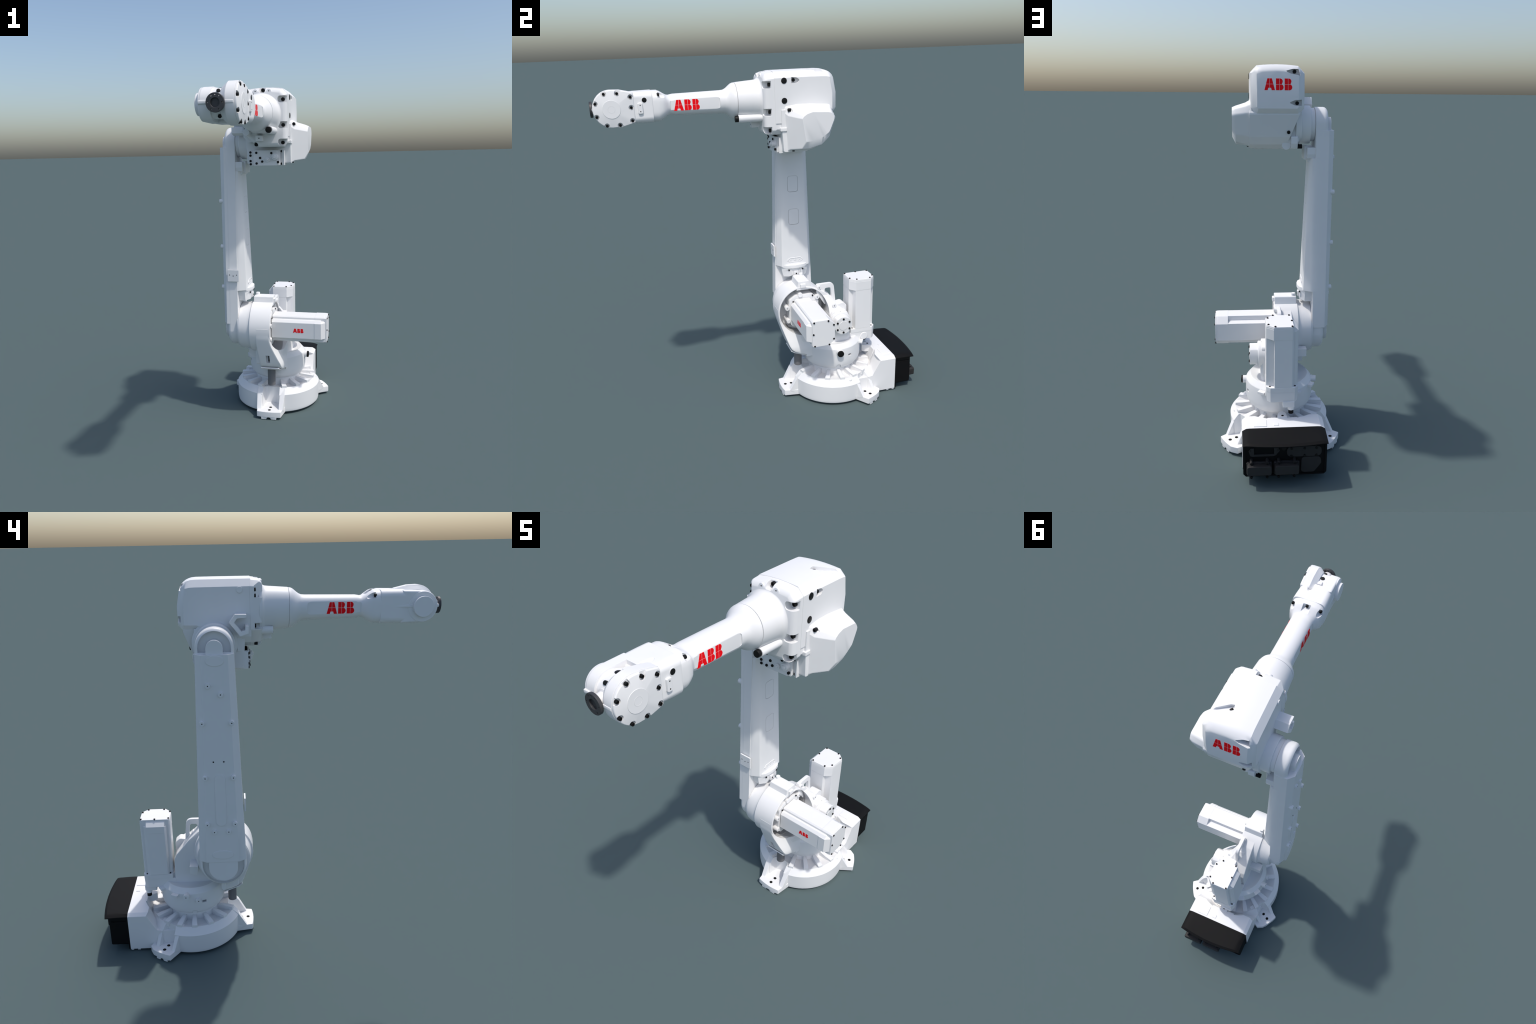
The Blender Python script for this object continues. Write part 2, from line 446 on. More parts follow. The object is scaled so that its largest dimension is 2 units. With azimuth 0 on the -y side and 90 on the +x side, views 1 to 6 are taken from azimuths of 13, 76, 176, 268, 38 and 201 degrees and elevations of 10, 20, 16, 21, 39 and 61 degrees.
# lifting eye
eye = prism('x', round_poly([(.30, .66), (.30, .7205), (.412, .7205), (.4255, .58), (.35, .58)], [0, .01, .035, 0, 0], 6), -.026, -.006, .003, 2)
eye = diff(eye, prism('x', round_poly([(.352, .690), (.392, .690), (.4, .618), (.352, .660)], [.012, .012, .008, .01], 4), -.1, .1))
tt.append(eye)
tt.append(cyl('x', (.312, .701), .0125, -.03, .0065, .001, 24))
tt.append(cyl('x', (.396, .586), .0135, -.02, .052, .001, 24))
# stop block on the arm side
tt.append(prism('x', round_poly([(.354, .449), (.350, .498), (.397, .501), (.399, .456), (.37, .443)], .003), -.168, -.05, .003, 2))
tt.append(box(-.166, -.06, .203, .227, .346, .43, .003, 2))
tt.append(prism('x', [(.12, .44), (.13, .33), (.205, .30), (.22, .36), (.22, .44)], -.106, -.06, .008, 3))
tt.append(cyl('x', (Y2, Z2), .1535, -.11, -.080, 0, 64))                 # inner back of the drum
# motor seat and bosses inside the opening
seat = prism('x', round_poly([(.118, .64), (.16, .668), (.27, .668), (.31, .62), (.31, .50), (.26, .455), (.14, .455), (.118, .49)], .02), -.08, -.004, .003, 2)
tt.append(seat)
for y, z, r in ((.105, .589, .0145), (.19, .668, .015), (.30, .64, .015), (.30, .49, .015), (.112, .50, .013)):
    tt.append(cyl('x', (y, z), r, -.08, .003, .002, 24))
# column that carries the small gear unit, and its rounded shoulder
tt.append(prism('x', round_poly([(.355, .33), (.355, .535), (.375, .562), (.43, .562), (.474, .548), (.478, .33)], .02), -.02, .085, .005, 3))
tt.append(cyl('x', (.418, .490), .070, .0, .104, .006, 48))
tt.append(prism('x', round_poly([(.40, .50), (.40, .588), (.455, .598), (.482, .575), (.482, .50)], [0, .02, .02, .02, 0]), -.02, .040, .006, 3))
# plain spigots, tabs and brackets round the bowl
for a, z, r, h in ((-97.5, .334, .0165, .206), (-78, .303, .0155, .2)):
    s = Vector((sin(radians(a)), -cos(radians(a)), 0)); q = s.to_track_quat('Z', 'Y')
    tt.append(xf(cyl('z', (0, 0), r, .14, h, .001, 24), Matrix.Translation((XA, YA, z)) @ q.to_matrix().to_4x4()))
s = Vector((sin(radians(86.5)), -cos(radians(86.5)), 0)); q = s.to_track_quat('Z', 'Y')
tt.append(xf(cyl('z', (0, 0), .0205, .12, .2, .001, 24), Matrix.Translation((XA, YA, .322)) @ q.to_matrix().to_4x4()))
for a in (-118, 148, -152):
    tab = box(-.02, .02, -.205, -.15, .325, .3375, .001, 1)
    tt.append(spin(xf(tab, Matrix.Translation((XA, YA, 0))), a))
turntable = part('turntable', join(*tt))
part('dark_window_insert', join(box(-.022, -.0095, .115, .15, .356, .404), box(-.03, -.022, .135, .15, .353, .405)), HOLE, turntable)  # near-black blocks set inside the bracket window
hardware('plug', turntable, (XA + .2 * sin(radians(86.5)), YA - .2 * cos(radians(86.5)), .322), s, .0205, .009, BLACK, False)
for y, z, x in ((.105, .589, .003), (.30, .49, .003), (.30, .64, .003), (.312, .701, .0066), (.396, .586, .0522)):
    hardware('screw_hole', turntable, (x, y, z), (1, 0, 0), .0032, .0004, HOLE, False, .001)
for a, z, h in ((-97.5, .334, .206), (-78, .303, .2)):
    d = Vector((sin(radians(a)), -cos(radians(a)), 0))
    hardware('screw_hole', turntable, Vector((XA, YA, z)) + d * h, d, .0032, .0004, HOLE, False, .001)

# small gear unit ------------------------------------------------------------
hexo = [(.418 + .0585 * cos(radians(30 * i + 15)), .490 + .0585 * sin(radians(30 * i + 15))) for i in range(12)]
gear = part('gear_unit', join(prism('x', hexo, .07, .1475, .0025, 2), cyl('x', (.418, .490), .030, .12, .1492, .0008, 32)))
for i in range(6):
    a = radians(30 + 60 * i)
    hardware('bolt', gear, (.1475, .418 + .0445 * cos(a), .490 + .0445 * sin(a)), (1, 0, 0), .0062, .005)
hardware('screw_hole', gear, (.0825, .421, .5605), (0, 0, 1), .003, .0004, HOLE, False, .001)

# drive motors ---------------------------------------------------------------
def motor(place, length, step, flange):
    """servo motor in local axes: x = shaft direction away from the flange, y = side (bolted side +), z = lateral"""
    main = [(.056, -.074), (.048, -.082), (-.046, -.082), (-.083, -.049), (-.083, .049), (-.046, .082), (.048, .082), (.056, .074)]
    notch = [(.056, -.074), (.048, -.082), (-.042, -.082), (-.044, -.057), (-.083, -.051), (-.083, .051), (-.044, .057), (-.042, .082), (.048, .082), (.056, .074)]
    pc = [prism('x', notch, 0, length - .07, .0012, 2), prism('x', main, length - .0705, length - .006, .0012, 2)]
    capo = [(y * .985, z * .985) for y, z in main]
    pc.append(prism('x', capo, length - .0065, length, .001, 1))
    # connector spine on the bolted side
    sp = prism('x', [(.04, -.062), (.066, -.062), (.080, -.0525), (.080, .046), (.066, .062), (.04, .062)], 0, length - .033, .002, 2,
               top=[(.04, -.062), (.066, -.062), (.080, -.0525), (.080, .046), (.066, .062), (.04, .062)])
    pc.append(sp)
    sq = [(.045, -.0605), (.0812, -.0525), (.0812, .0465), (.045, .0605)]
    pc.append(prism('x', sq, length - .073, length - .032, .001, 1))
    pc.append(prism('x', sq, length - .0325, length - .010, 0, 1, top=[(.045, -.0605), (.0575, -.0525), (.0575, .0465), (.045, .0605)]))
    # raised band round the cap end and rails along the back
    pc.append(prism('x', [(y * 1.006, z * 1.006) for y, z in main], length - .072, length - .014, .001, 1))
    bm = join(*pc)
    return xf(bm, place)
M2 = Matrix(((1, 0, 0, 0), (0, -1, 0, Y2), (0, 0, 1, Z2), (0, 0, 0, 1)))
motor_a = part('drive_motor', motor(M2, .3365, 0, 0))
for y, z in ((.162, .637), (.1585, .5635), (.166, .488), (.248, .638), (.281, .609), (.282, .52), (.254, .487)):
    hardware('bolt', motor_a, (.3365, y, z), (1, 0, 0), .0052, .0045)
for y, z in ((.144, .628), (.27, .655)):
    hardware('bolt', motor_a, (-.002, y, z), (1, 0, 0), .0048, .004)
lettering(motor_a, (.1335, .1268, .5475), (1, 0, 0), (0, 0, 1), .0262)
YM = .581
MV = Matrix(((0, -1, 0, XA), (0, 0, 1, YM), (1, 0, 0, .400), (0, 0, 0, 1)))
mot = motor(MV, .3455, 0, 0)
# sloped shoulder plate and tapered gearbox foot under the vertical motor
foot = join(prism('z', round_poly([(-.095, .50), (-.095, .645), (-.078, .665), (.048, .665), (.069, .645), (.069, .50)], .006), .385, .412, .002, 2),
            prism('z', round_poly([(-.090, .48), (-.090, .645), (-.077, .662), (.047, .662), (.064, .645), (.064, .48)], .006), .328, .386, .003, 2,
                  top=round_poly([(-.094, .48), (-.094, .645), (-.078, .6645), (.048, .6645), (.068, .645), (.068, .48)], .006)),
            prism('z', round_poly([(-.078, .60), (-.078, .668), (-.015, .668), (-.015, .60)], .006), .300, .332, .003, 2),
            cyl('z', (-.060, .648), .0175, .33, .281, .002, 24),
            cyl('x', (.590, .355), .0245, .05, .071, .003, 32),
            prism('z', [(-.075, .42), (-.075, .52), (.05, .52), (.05, .42)], .33, .41))
motor_b = part('drive_motor', join(mot, foot))
for x, y in ((-.057, .506), (-.065, .581), (-.061, .656), (.024, .656), (.057, .627), (.057, .54), (.028, .505)):
    hardware('bolt', motor_b, (x, y, .7455), (0, 0, 1), .0052, .0045)
for x, y in ((-.079, .646), (.05, .646), (-.079, .516), (.05, .516)):
    hardware('bolt', motor_b, (x, y, .412), (0, 0, 1), .0052, .002)
part('cable_gland', cyl('z', (-.060, .648), .0135, .285, .2585, .001, 24), HOLE, motor_b)

# ================================================================== LOWER ARM
def half(z): return .0920 + (1.6 - z) * .0298       # half width of the beam
XO, XI = -.2715, -.2040
# flat beam with round ends
beam_pts = arc(Y2, Z3, .0905, 0, 180, 24) + arc(Y2, Z2, .1235, 184, 356, 40)
beam = prism('x', beam_pts, XI, XO, .022, 4, sel=lambda e: all(v.co.x < -.26 for v in e.verts))
rec_top = prism('x', arc(Y2, Z3, .0765, 0, 180, 24) + [(Y2 - .0765, 1.683), (Y2 + .0765, 1.683)], -.243, -.4)
rec_low = prism('x', [(Y2 + .110, .60)] + [(Y2 - .110, .60)] + arc(Y2, Z2, .110, 180, 360, 32), -.250, -.4)
beam = diff(beam, rec_top, rec_low)
arm = [beam]
# outer skin plate, chamfered down to the beam
def xin(z): return -.1535 - (z - .89) * .034
def side(z):
    """front and rear edge of the arm section, from the outer skin to the shoulder side: (x, factor of half width)"""
    o = -.2975 - (z - .6) * .0055
    return o, [(o, -.68), (-.2745, -.995), (-.235, -1.0), (-.2065, -.99)], [(-.2065, 1.035), (-.235, 1.04), (-.2745, 1.02), (o, .70)]
def sect(z, bulge):
    w = half(z); o, f, r = side(z); xi = xin(z)
    m = [(-.190, -.93), (xi - .004, -.74), (xi, -.60), (xi + .001, -.3), (xi + .001, .33), (xi, .65), (xi - .004, .79), (-.190, .98)] if bulge else []
    return [Vector((x, Y2 + w * k, z)) for x, k in f + m + r]
arm.append(loft([sect(z, False) for z in (.598, .70, .8082)]))
arm.append(loft([sect(z, True) for z in (.808, 1.0, 1.2, 1.4, 1.535)]))
arm.append(loft([sect(z, False) for z in (1.5348, 1.60, 1.677)]))
# tongues that continue the skin into the end recesses
arm.append(prism('x', [(Y2 - .0395, 1.64)] + [(Y2 + .0395, 1.64)] + arc(Y2, 1.703, .0395, 0, 180, 20), -.235, -.2925, .002, 2))
arm.append(prism('x', [(Y2 + .076, .64), (Y2 - .076, .64)] + arc(Y2, .56, .076, 180, 360, 24), -.24, -.2955, .002, 2))
blg = arm[2]
pk = []
for zc in (1.332, 1.127):
    xi = xin(zc) + .001
    o = prism('x', rrect(Y2 - .033, Y2 + .033, zc - .05, zc + .05, .016, 5), xi - .004, xi + .01)
    i_ = prism('x', rrect(Y2 - .0315, Y2 + .0315, zc - .048, zc + .048, .0145, 5), xi - .02, xi + .02)
    pk.append(diff(o, i_))
arm[2] = diff(blg, *pk)
# spigot marks (ovals and slot) as shallow grooves on the skin
def groove(poly_o, poly_i, x):
    return diff(prism('x', poly_o, x + .01, x - .0008), prism('x', poly_i, x + .02, x - .02))
def oval(cy, cz, a, b, n=32): return [(cy + a * cos(2 * pi * k / n), cz + b * sin(2 * pi * k / n)) for k in range(n)]
arm.append(prism('x', oval(Y2, .642, .056, .024), -.28, -.3002, .0006, 1))
arm.append(prism('x', oval(Y2, 1.650, .0425, .024), -.28, -.3058, .0006, 1))
arm.append(prism('x', [(Y2 + .027, 1.065)] + arc(Y2, 1.065, .027, 0, 180, 12)[1:-1] + [(Y2 - .027, 1.065)] + arc(Y2, .838, .027, 180, 360, 12), -.28, -.3025, .0005, 1))
BOSS = [(.244, 1.536), (.186, 1.494), (.279, 1.356), (.138, 1.356), (.278, 1.077), (.139, 1.077), (.279, .822), (.138, .823), (.245, .777), (.172, .777)]
for y, z in BOSS:
    h = -.3085 if z > 1.4 else -.303 if z < .8 else -.310
    arm.append(cyl('x', (y, z), .0125, -.27, h - .003, .0012, 24))
# calibration plate on the front edge
pl = prism('x', rrect(-.5, .5, -.5, .5, .03, 2), 0, 1)
xf(pl, Matrix.Translation((-.226, Y2 - half(.905) - .0055, .905)) @ Matrix.Rotation(radians(-90), 4, 'Z') @ Matrix.Diagonal((.008, .07, .072, 1)))
arm.append(pl)
# stop bracket at the shoulder end
wing = [(.118, .815), (.126, .765), (.134, .737), (.160, .744), (.184, .748), (.178, .800), (.150, .806)]
for k in (1, -1):
    st = prism('x', round_poly([(Y2 + k * (y - Y2), z) for y, z in wing], .003), -.205, -.1375, .002, 2)
    for v in st.verts:
        if v.co.x < -.19 : pass
        if abs(v.co.y - Y2) > .07: v.co.x = min(v.co.x, -.165)
    arm.append(st)
arm.append(prism('x', [(.16, .748), (.16, .80), (.254, .80), (.254, .748)], -.205, -.141, .002, 2))
ledge = [(-.20, .122), (-.160, .122), (-.137, .150), (-.129, .180), (-.127, .207), (-.129, .234), (-.137, .264), (-.160, .292), (-.20, .292)]
arm.append(prism('z', ledge, .798, .820, .003, 2))
# raised badge with relief marks above the ledge
xb = xin(.848)
arm.append(diff(prism('x', round_poly([(.155, .848), (.172, .863), (.242, .863), (.259, .848), (.242, .833), (.172, .833)], .004), xb - .01, xb + .003, .0008, 1),
                prism('x', round_poly([(.160, .848), (.174, .860), (.240, .860), (.254, .848), (.240, .836), (.174, .836)], .004), xb + .0012, xb + .02)))
for y in (.178, .207, .236): arm.append(prism('x', [(y - .008, .841), (y, .856), (y + .008, .841), (y, .845)], xb - .004, xb + .003, .0004, 1))
arm.append(box(-.16, -.131, .193, .222, .748, .778, .002, 2))
# small pads beside the shoulder bearing
for y in (.102, .312): arm.append(cyl('x', (y, .622), .011, -.25, -.203, .001, 20))
# elbow end: bracket and cushion under the head
arm.append(prism('x', round_poly([(.122, 1.534), (.116, 1.557), (.118, 1.590), (.296, 1.590), (.298, 1.557), (.292, 1.534)], .003), -.215, -.161, .002, 2))
arm.append(prism('x', round_poly([(.150, 1.525), (.150, 1.594), (.264, 1.594), (.264, 1.525)], .004), -.17, -.149, .002, 2))
arm.append(prism('x', round_poly([(.140, 1.515), (.140, 1.54), (.274, 1.54), (.274, 1.515)], .003), -.20, -.166, .002, 2))
arm.append(prism('x', arc(Y2, Z3, .075, 0, 360, 40)[:-1], -.215, -.19))
lower_arm = part('lower_arm', join(*arm))
for y, z in BOSS:
    h = -.3115 if z > 1.4 else -.306 if z < .8 else -.313
    hardware('screw_hole', lower_arm, (h, y, z), (-1, 0, 0), .003, .0004, HOLE, False, .001)
for y in (.234, .183): hardware('screw_hole', lower_arm, (-.3022, y, 1.159), (-1, 0, 0), .0036, .0004, HOLE, False, .001)
for x, dz in ((-.248, .008), (-.226, .002), (-.204, .008)):
    hardware('screw_hole', lower_arm, (x, Y2 - half(.905) - .0136, .908 + dz - .006), (0, -1, 0), .003, .0004, HOLE, False, .001)
for y, z, x in ((.163, .786, -.1375), (.253, .786, -.1375), (.208, .762, -.131)):
    hardware('bolt', lower_arm, (x, y, z), (1, 0, 0), .0048, .002)
# shoulder bearing, between turntable and arm
part('shoulder_bearing', lathe('x', (Y2, Z2), [(0, -.12), (.1555, -.12), (.1555, -.129), (.152, -.134), (.1495, -.150), (.1455, -.190), (.143, -.2005), (.139, -.2015), (.139, -.208), (0, -.208)], 96))

# ================================================================== HEAD (elbow housing)
hd = []
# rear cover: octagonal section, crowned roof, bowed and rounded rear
def cover_ring(top, bot, inset, ch, cb, yy=.33):
    """section of the rear cover (x, z): crowned roof, chamfered shoulders, side points at the lean line"""
    xr_, xl_ = .1335 - inset, -.1265 - .028 * max(0, yy) + inset
    zk = 1.875
    pts = [(xr_ - cb, bot), (xr_, bot + cb * 1.1), (xr_, zk), (xr_, top - ch - .008)]
    n = 8; a, b = xr_ - ch, xl_ + ch
    for i in range(n + 1):
        u_ = 2 * i / n - 1
        pts.append((a + (b - a) * i / n, top - .0065 * u_ * u_))
    return pts + [(xl_, top - ch - .008), (xl_, zk), (xl_, bot + cb * 1.1), (xl_ + cb, bot)]
def face_y(z): return .3785 - max(0, z - 1.875) * .19        # rear face leans forward above the crease
rear = [[Vector((x, y, z)) for x, z in cover_ring(top, bot, 0, .031, .028, y)] for y, top, bot in
        ((.030, 1.9995, 1.70), (.101, 2.0, 1.70), (.24, 2.0, 1.74), (.29, 1.9995, 1.758))]
for dy, top, bot, ins, ch, cb in ((.046, 1.998, 1.759, 0, .031, .028), (.031, 1.9935, 1.7595, .0005, .030, .028), (.020, 1.988, 1.766, .011, .023, .022), (.010, 1.980, 1.776, .021, .016, .016), (.003, 1.971, 1.784, .0285, .009, .010), (0, 1.962, 1.788, .032, .005, .006)):
    rear.append([Vector((x, face_y(z) - dy, z)) for x, z in cover_ring(top, bot, ins, ch, cb)])
bm = bmesh.new()
RV = [[bm.verts.new(p) for p in r] for r in rear]; nR = len(RV[0])
for k in range(len(RV) - 1):
    for i in range(nR): bm.faces.new((RV[k][i], RV[k][(i + 1) % nR], RV[k + 1][(i + 1) % nR], RV[k + 1][i]))
bm.faces.new(RV[0])
L = RV[-1]
bm.faces.new([L[-3], L[-2], L[-1], L[0], L[1], L[2]]); bm.faces.new(L[2:-2])
cov = fin(bm, 14)
top_pocket = prism('z', [(.028, .209), (.046, .213), (.145, .282), (.145, .326), (.022, .238)], 1.982, 2.05)
sp_ = round_poly([(.121, 1.931), (.121, 1.963), (.150, 1.960), (.168, 1.947), (.155, 1.934)], [0, 0, .01, .01, .01])
side_pocket = prism('x', sp_, .116, .2)
rear_p1 = prism('y', round_poly([(-.113, 1.944), (-.103, 1.9765), (-.075, 1.9765), (-.037, 1.966), (-.06, 1.955)], [0, 0, .01, .012, .01]), .326, .5)
rear_p2 = prism('y', round_poly([(-.120, 1.801), (-.120, 1.831), (-.085, 1.828), (-.053, 1.816), (-.085, 1.804)], [0, 0, .01, .012, .01]), .350, .5)
cov = diff(cov, top_pocket, side_pocket, rear_p1, rear_p2)
hd.append(cov)
# front casting: plan outline in x-z, rounded towards the tube
fo = [(.132, 1.695), (.132, 1.960), (.103, 1.9895), (.05, 1.9965), (.0, 1.9985), (-.05, 1.9965), (-.099, 1.9895), (-.1285, 1.960), (-.1285, 1.76), (-.10, 1.735), (-.055, 1.690), (-.03, 1.672), (.11, 1.672)]
def inset_poly(p, d):
    c = Vector((sum(a for a, b in p) / len(p), sum(b for a, b in p) / len(p)))
    out = []
    N = len(p)
    for i in range(N):
        a, b, e = Vector(p[i - 1]), Vector(p[i]), Vector(p[(i + 1) % N])
        n1 = Vector((-(b - a).y, (b - a).x)).normalized(); n2 = Vector((-(e - b).y, (e - b).x)).normalized()
        m = (n1 + n2); m.normalize()
        s = d / max(.35, m.dot(n1))
        out.append(tuple(b + m * s))
    return out
fo_r = [.012, .008, .008, 0, 0, 0, .008, .008, .012, .012, .012, .012, .012]
frs = [(.034, 0), (-.006, 0), (-.015, .003), (-.0215, .009), (-.0255, .017), (-.0265, .022)]
rr = [[Vector((x, y, z)) for x, z in round_poly(inset_poly(fo, d), fo_r, 3)] for y, d in frs]
# roof slopes down towards the front
for k, ring_ in enumerate(rr):
    y = frs[k][0]
    for p in ring_:
        if p.z > 1.9: p.z -= max(0, .012 - y) * .30 * (p.z - 1.9) / .1
front = loft(rr)
fc = []
# bolt recesses, cut in from the front and open to the side
for z in (1.930, 1.791, 1.697):
    fc.append(prism('y', round_poly([(.083, z - .0185), (.083, z + .0185), (.2, z + .0185), (.2, z - .0185)], [.018, .018, 0, 0], 6), .011, -.08))
fc.append(prism('y', round_poly([(-.0195, 1.966), (.0135, 1.966), (.018, 2.03), (-.023, 2.03)], [.012, .012, 0, 0]), .013, -.08))
fc.append(prism('z', [(-.124, .0135), (-.2, .0135), (-.2, -.06), (-.092, -.06), (-.092, -.0262)], 1.909, 2.05))
fc.append(prism('x', [(.013, 1.765), (.013, 1.793), (-.06, 1.793), (-.06, 1.765)], -.2, -.100))
fc.append(cyl('y', (-.047, 1.683), .0165, .009, -.08, 0, 24))
front = diff(front, *fc)
hd.append(front)
for x in (-.041, .036): hd.append(cyl('y', (x, 1.973), .0135, .0, -.026, .001, 24))
# tube socket (axis 4), flared into the casting
hd.append(lathe('y', (XA + .002, ZF), [(0, 0), (.118, -.01), (.1185, -.0255), (.1135, -.0280), (.1085, -.0330), (.1055, -.041), (.104, -.054), (.103, -.065), (.1015, -.09), (.0965, -.152), (.0955, -.1545), (0, -.1545)], 96, 40))
# tubes below the socket
hd.append(cyl('y', (.059, 1.7605), .0205, .0, -.1545, .001, 28))
hd.append(cyl('y', (-.087, 1.754), .0185, .0, -.076, .001, 28))
hd.append(box(-.034, .003, -.072, -.02, 1.704, 1.735, .002, 2))
# lower elbow body between the cover and the axis-3 gear
low = prism('x', round_poly([(.070, 1.578), (.062, 1.70), (.062, 1.80), (.33, 1.80), (.3555, 1.766), (.357, 1.757), (.318, 1.645), (.286, 1.605), (.20, 1.578)], [.01, 0, 0, 0, .01, .01, .02, .02, .02]), -.118, .140, .002, 2)
low = diff(low, prism('y', [(-.118, 1.772), (-.113, 1.76), (-.045, 1.585), (-.04, 1.50), (-.3, 1.50), (-.3, 1.772)], .30, .6))
hd.append(low)
hd.append(prism('y', [(-.10, 1.735), (-.03, 1.672), (.11, 1.672), (.13, 1.70), (.13, 1.80), (-.11, 1.80)], .01, .1))
# front gear plate with its small bolts
gp = [(-.100, 1.568), (-.100, 1.655), (.078, 1.655), (.080, 1.568)]
hd.append(prism('y', round_poly(gp, .006), .046, .12, .002, 2))
hd.append(prism('y', round_poly([(-.075, 1.568), (-.075, 1.655), (.066, 1.655), (.066, 1.568)], .006), .040, .07, .002, 2))
hd.append(prism('y', round_poly([(.06, 1.567), (.06, 1.66), (.104, 1.66), (.104, 1.567)], .006), .066, .12, .002, 2))
hd.append(prism('z', [(.090, .058), (.104, .052), (.108, .12), (.09, .12)], 1.568, 1.655, .002, 2))
hd.append(cyl('y', (.054, 1.617), .0185, .05, .022, .003, 28)); hd.append(cyl('y', (.054, 1.617), .009, .03, .015, .003, 20))
hd.append(cyl('y', (.0105, 1.602), .0135, .05, .030, .002, 28)); hd.append(cyl('y', (.0105, 1.602), .006, .03, .024, .002, 20))
# axis-3 bearing towards the arm
hd.append(lathe('x', (Y2, Z3), [(0, -.10), (.112, -.10), (.110, -.130), (.0985, -.133), (.0975, -.177), (.0945, -.181), (.086, -.1815), (.085, -.202), (.081, -.2035), (.076, -.2085), (0, -.2085)], 96))
# hook-shaped cable guide on the arm side
hook = [(.108, 1.842), (.054, 1.841), (.055, 1.826), (.097, 1.824), (.112, 1.806), (.079, 1.764), (.061, 1.770), (.060, 1.790), (.044, 1.788), (.045, 1.754), (.085, 1.741), (.135, 1.806)]
hd.append(prism('x', hook, -.11, -.202, .002, 2))
# mechanical stop with rubber plug, rear underside
hd.append(prism('x', round_poly([(.265, 1.65), (.275, 1.588), (.305, 1.585), (.318, 1.612), (.318, 1.65)], .010), -.109, -.074, .002, 2))
hd.append(cyl('y', (-.052, 1.602), .023, .25, .294, .003, 28))
hd.append(box(-.128, -.08, .27, .305, 1.70, 1.772, .002, 2))
hd.append(box(-.124, -.10, .077, .10, 1.66, 1.76, .002, 2))
# discs on the arm side
for y, z in ((.290, 1.946), (.082, 1.946), (.292, 1.844)):
    hd.append(cyl('x', (y, z), .0145, -.12, -.1335, .001, 28))
hd.append(box(.10, .146, .053, .088, 1.690, 1.708, .002, 2))
head = part('elbow_housing', join(*hd))
# motor cover bulging out on the +x side
mc_in = [(.072, 1.790), (.074, 1.820), (.14, 1.828), (.22, 1.828), (.338, 1.818), (.352, 1.765), (.316, 1.645), (.27, 1.596), (.13, 1.576), (.086, 1.576)]
mc_md = [(.092, 1.770), (.108, 1.798), (.14, 1.810), (.22, 1.813), (.327, 1.805), (.346, 1.762), (.309, 1.650), (.263, 1.602), (.14, 1.591), (.099, 1.592)]
mc_b = [(.133, 1.760), (.146, 1.780), (.165, 1.791), (.205, 1.797), (.313, 1.790), (.338, 1.756), (.303, 1.655), (.262, 1.618), (.190, 1.600), (.150, 1.600)]
mc_a = [(.149, 1.757), (.158, 1.769), (.175, 1.780), (.205, 1.789), (.306, 1.783), (.327, 1.753), (.297, 1.682), (.262, 1.658), (.20, 1.640), (.168, 1.634)]
mrd = [.008, .015, .02, .02, .025, .02, .03, .03, .015, .006]
mc = loft([[Vector((x, a, b)) for a, b in round_poly(p, mrd, 3)] for x, p in ((.128, mc_in), (.158, mc_md), (.208, mc_b), (.2265, mc_a))])
mc = diff(mc, cyl('y', (.162, 1.801), .011, .05, .115, 0, 20))
motor_cover = part('motor_cover', mc)
for p in ((.154, .104, 1.800),): hardware('bolt', motor_cover, p, (0, -1, 0), .009, .012)
hardware('bolt', motor_cover, (.141, .122, 1.588), (.0, -.2, -1), .008, .008)
# head hardware
for x, z in ((.109, 1.930), (.109, 1.791), (.106, 1.695)): hardware('bolt', head, (x, .012, z), (0, -1, 0), .0103, .013)
hardware('bolt', head, (-.0035, .014, 1.983), (0, -1, 0), .0103, .013)
hardware('bolt', head, (-.047, .010, 1.687), (0, -1, 0), .0103, .013)
for z in (1.945, 1.918): hardware('bolt', head, (-.120, .0125, z), (0, -1, 0), .0085, .007)
hardware('bolt', head, (-.108, .014, 1.778), (0, -1, 0), .009, .008)
for x, z, y in ((-.092, 1.644, .046), (-.092, 1.626, .046), (-.092, 1.595, .046), (-.091, 1.577, .046), (-.056, 1.641, .04), (-.034, 1.612, .04), (-.022, 1.591, .04), (-.055, 1.581, .04),
                (.032, 1.638, .04), (.070, 1.587, .04), (.088, 1.648, .066), (.088, 1.577, .066)):
    hardware('bolt', head, (x, y, z), (0, -1, 0), .0068, .005)
for x in (-.041, .036): hardware('screw_hole', head, (x, -.026, 1.975), (0, -1, 0), .0032, .0004, HOLE, False, .001)
hardware('screw_hole', head, (-.0145, -.072, 1.720), (0, -1, 0), .0032, .0004, HOLE, False, .001)
for z in (1.947, 1.846): hardware('plug', head, (.131, .081, z), (1, 0, 0), .0155, .005, BLACK, False)
hardware('plug', head, (.059, -.1545, 1.7605), (0, -1, 0), .0165, .018, BLACK, False)
hardware('bolt', head, (.118, .136, 1.948), (1, -.3, 0), .009, .010)
hardware('bolt', head, (.033, .228, 1.984), (.45, .7, .0), .0085, .011)
hardware('bolt', head, (-.085, .326, 1.964), (0, 1, 0), .0090, .012)
hardware('bolt', head, (-.098, .350, 1.814), (0, 1, 0), .0090, .012)
hardware('bolt', head, (-.060, .3215, 1.672), (0, 1, -.2), .0090, .012)
part('rubber_stop', cyl('x', (.294, 1.597), .0115, -.108, -.1335, .002, 24), HOLE, head)
def on_rear(q): return Vector((q.x, face_y(q.z), q.z))
lettering(head, (.066, .38, 1.875), (-1, 0, 0), (0, 0, 1), .0555, bend=on_rear)

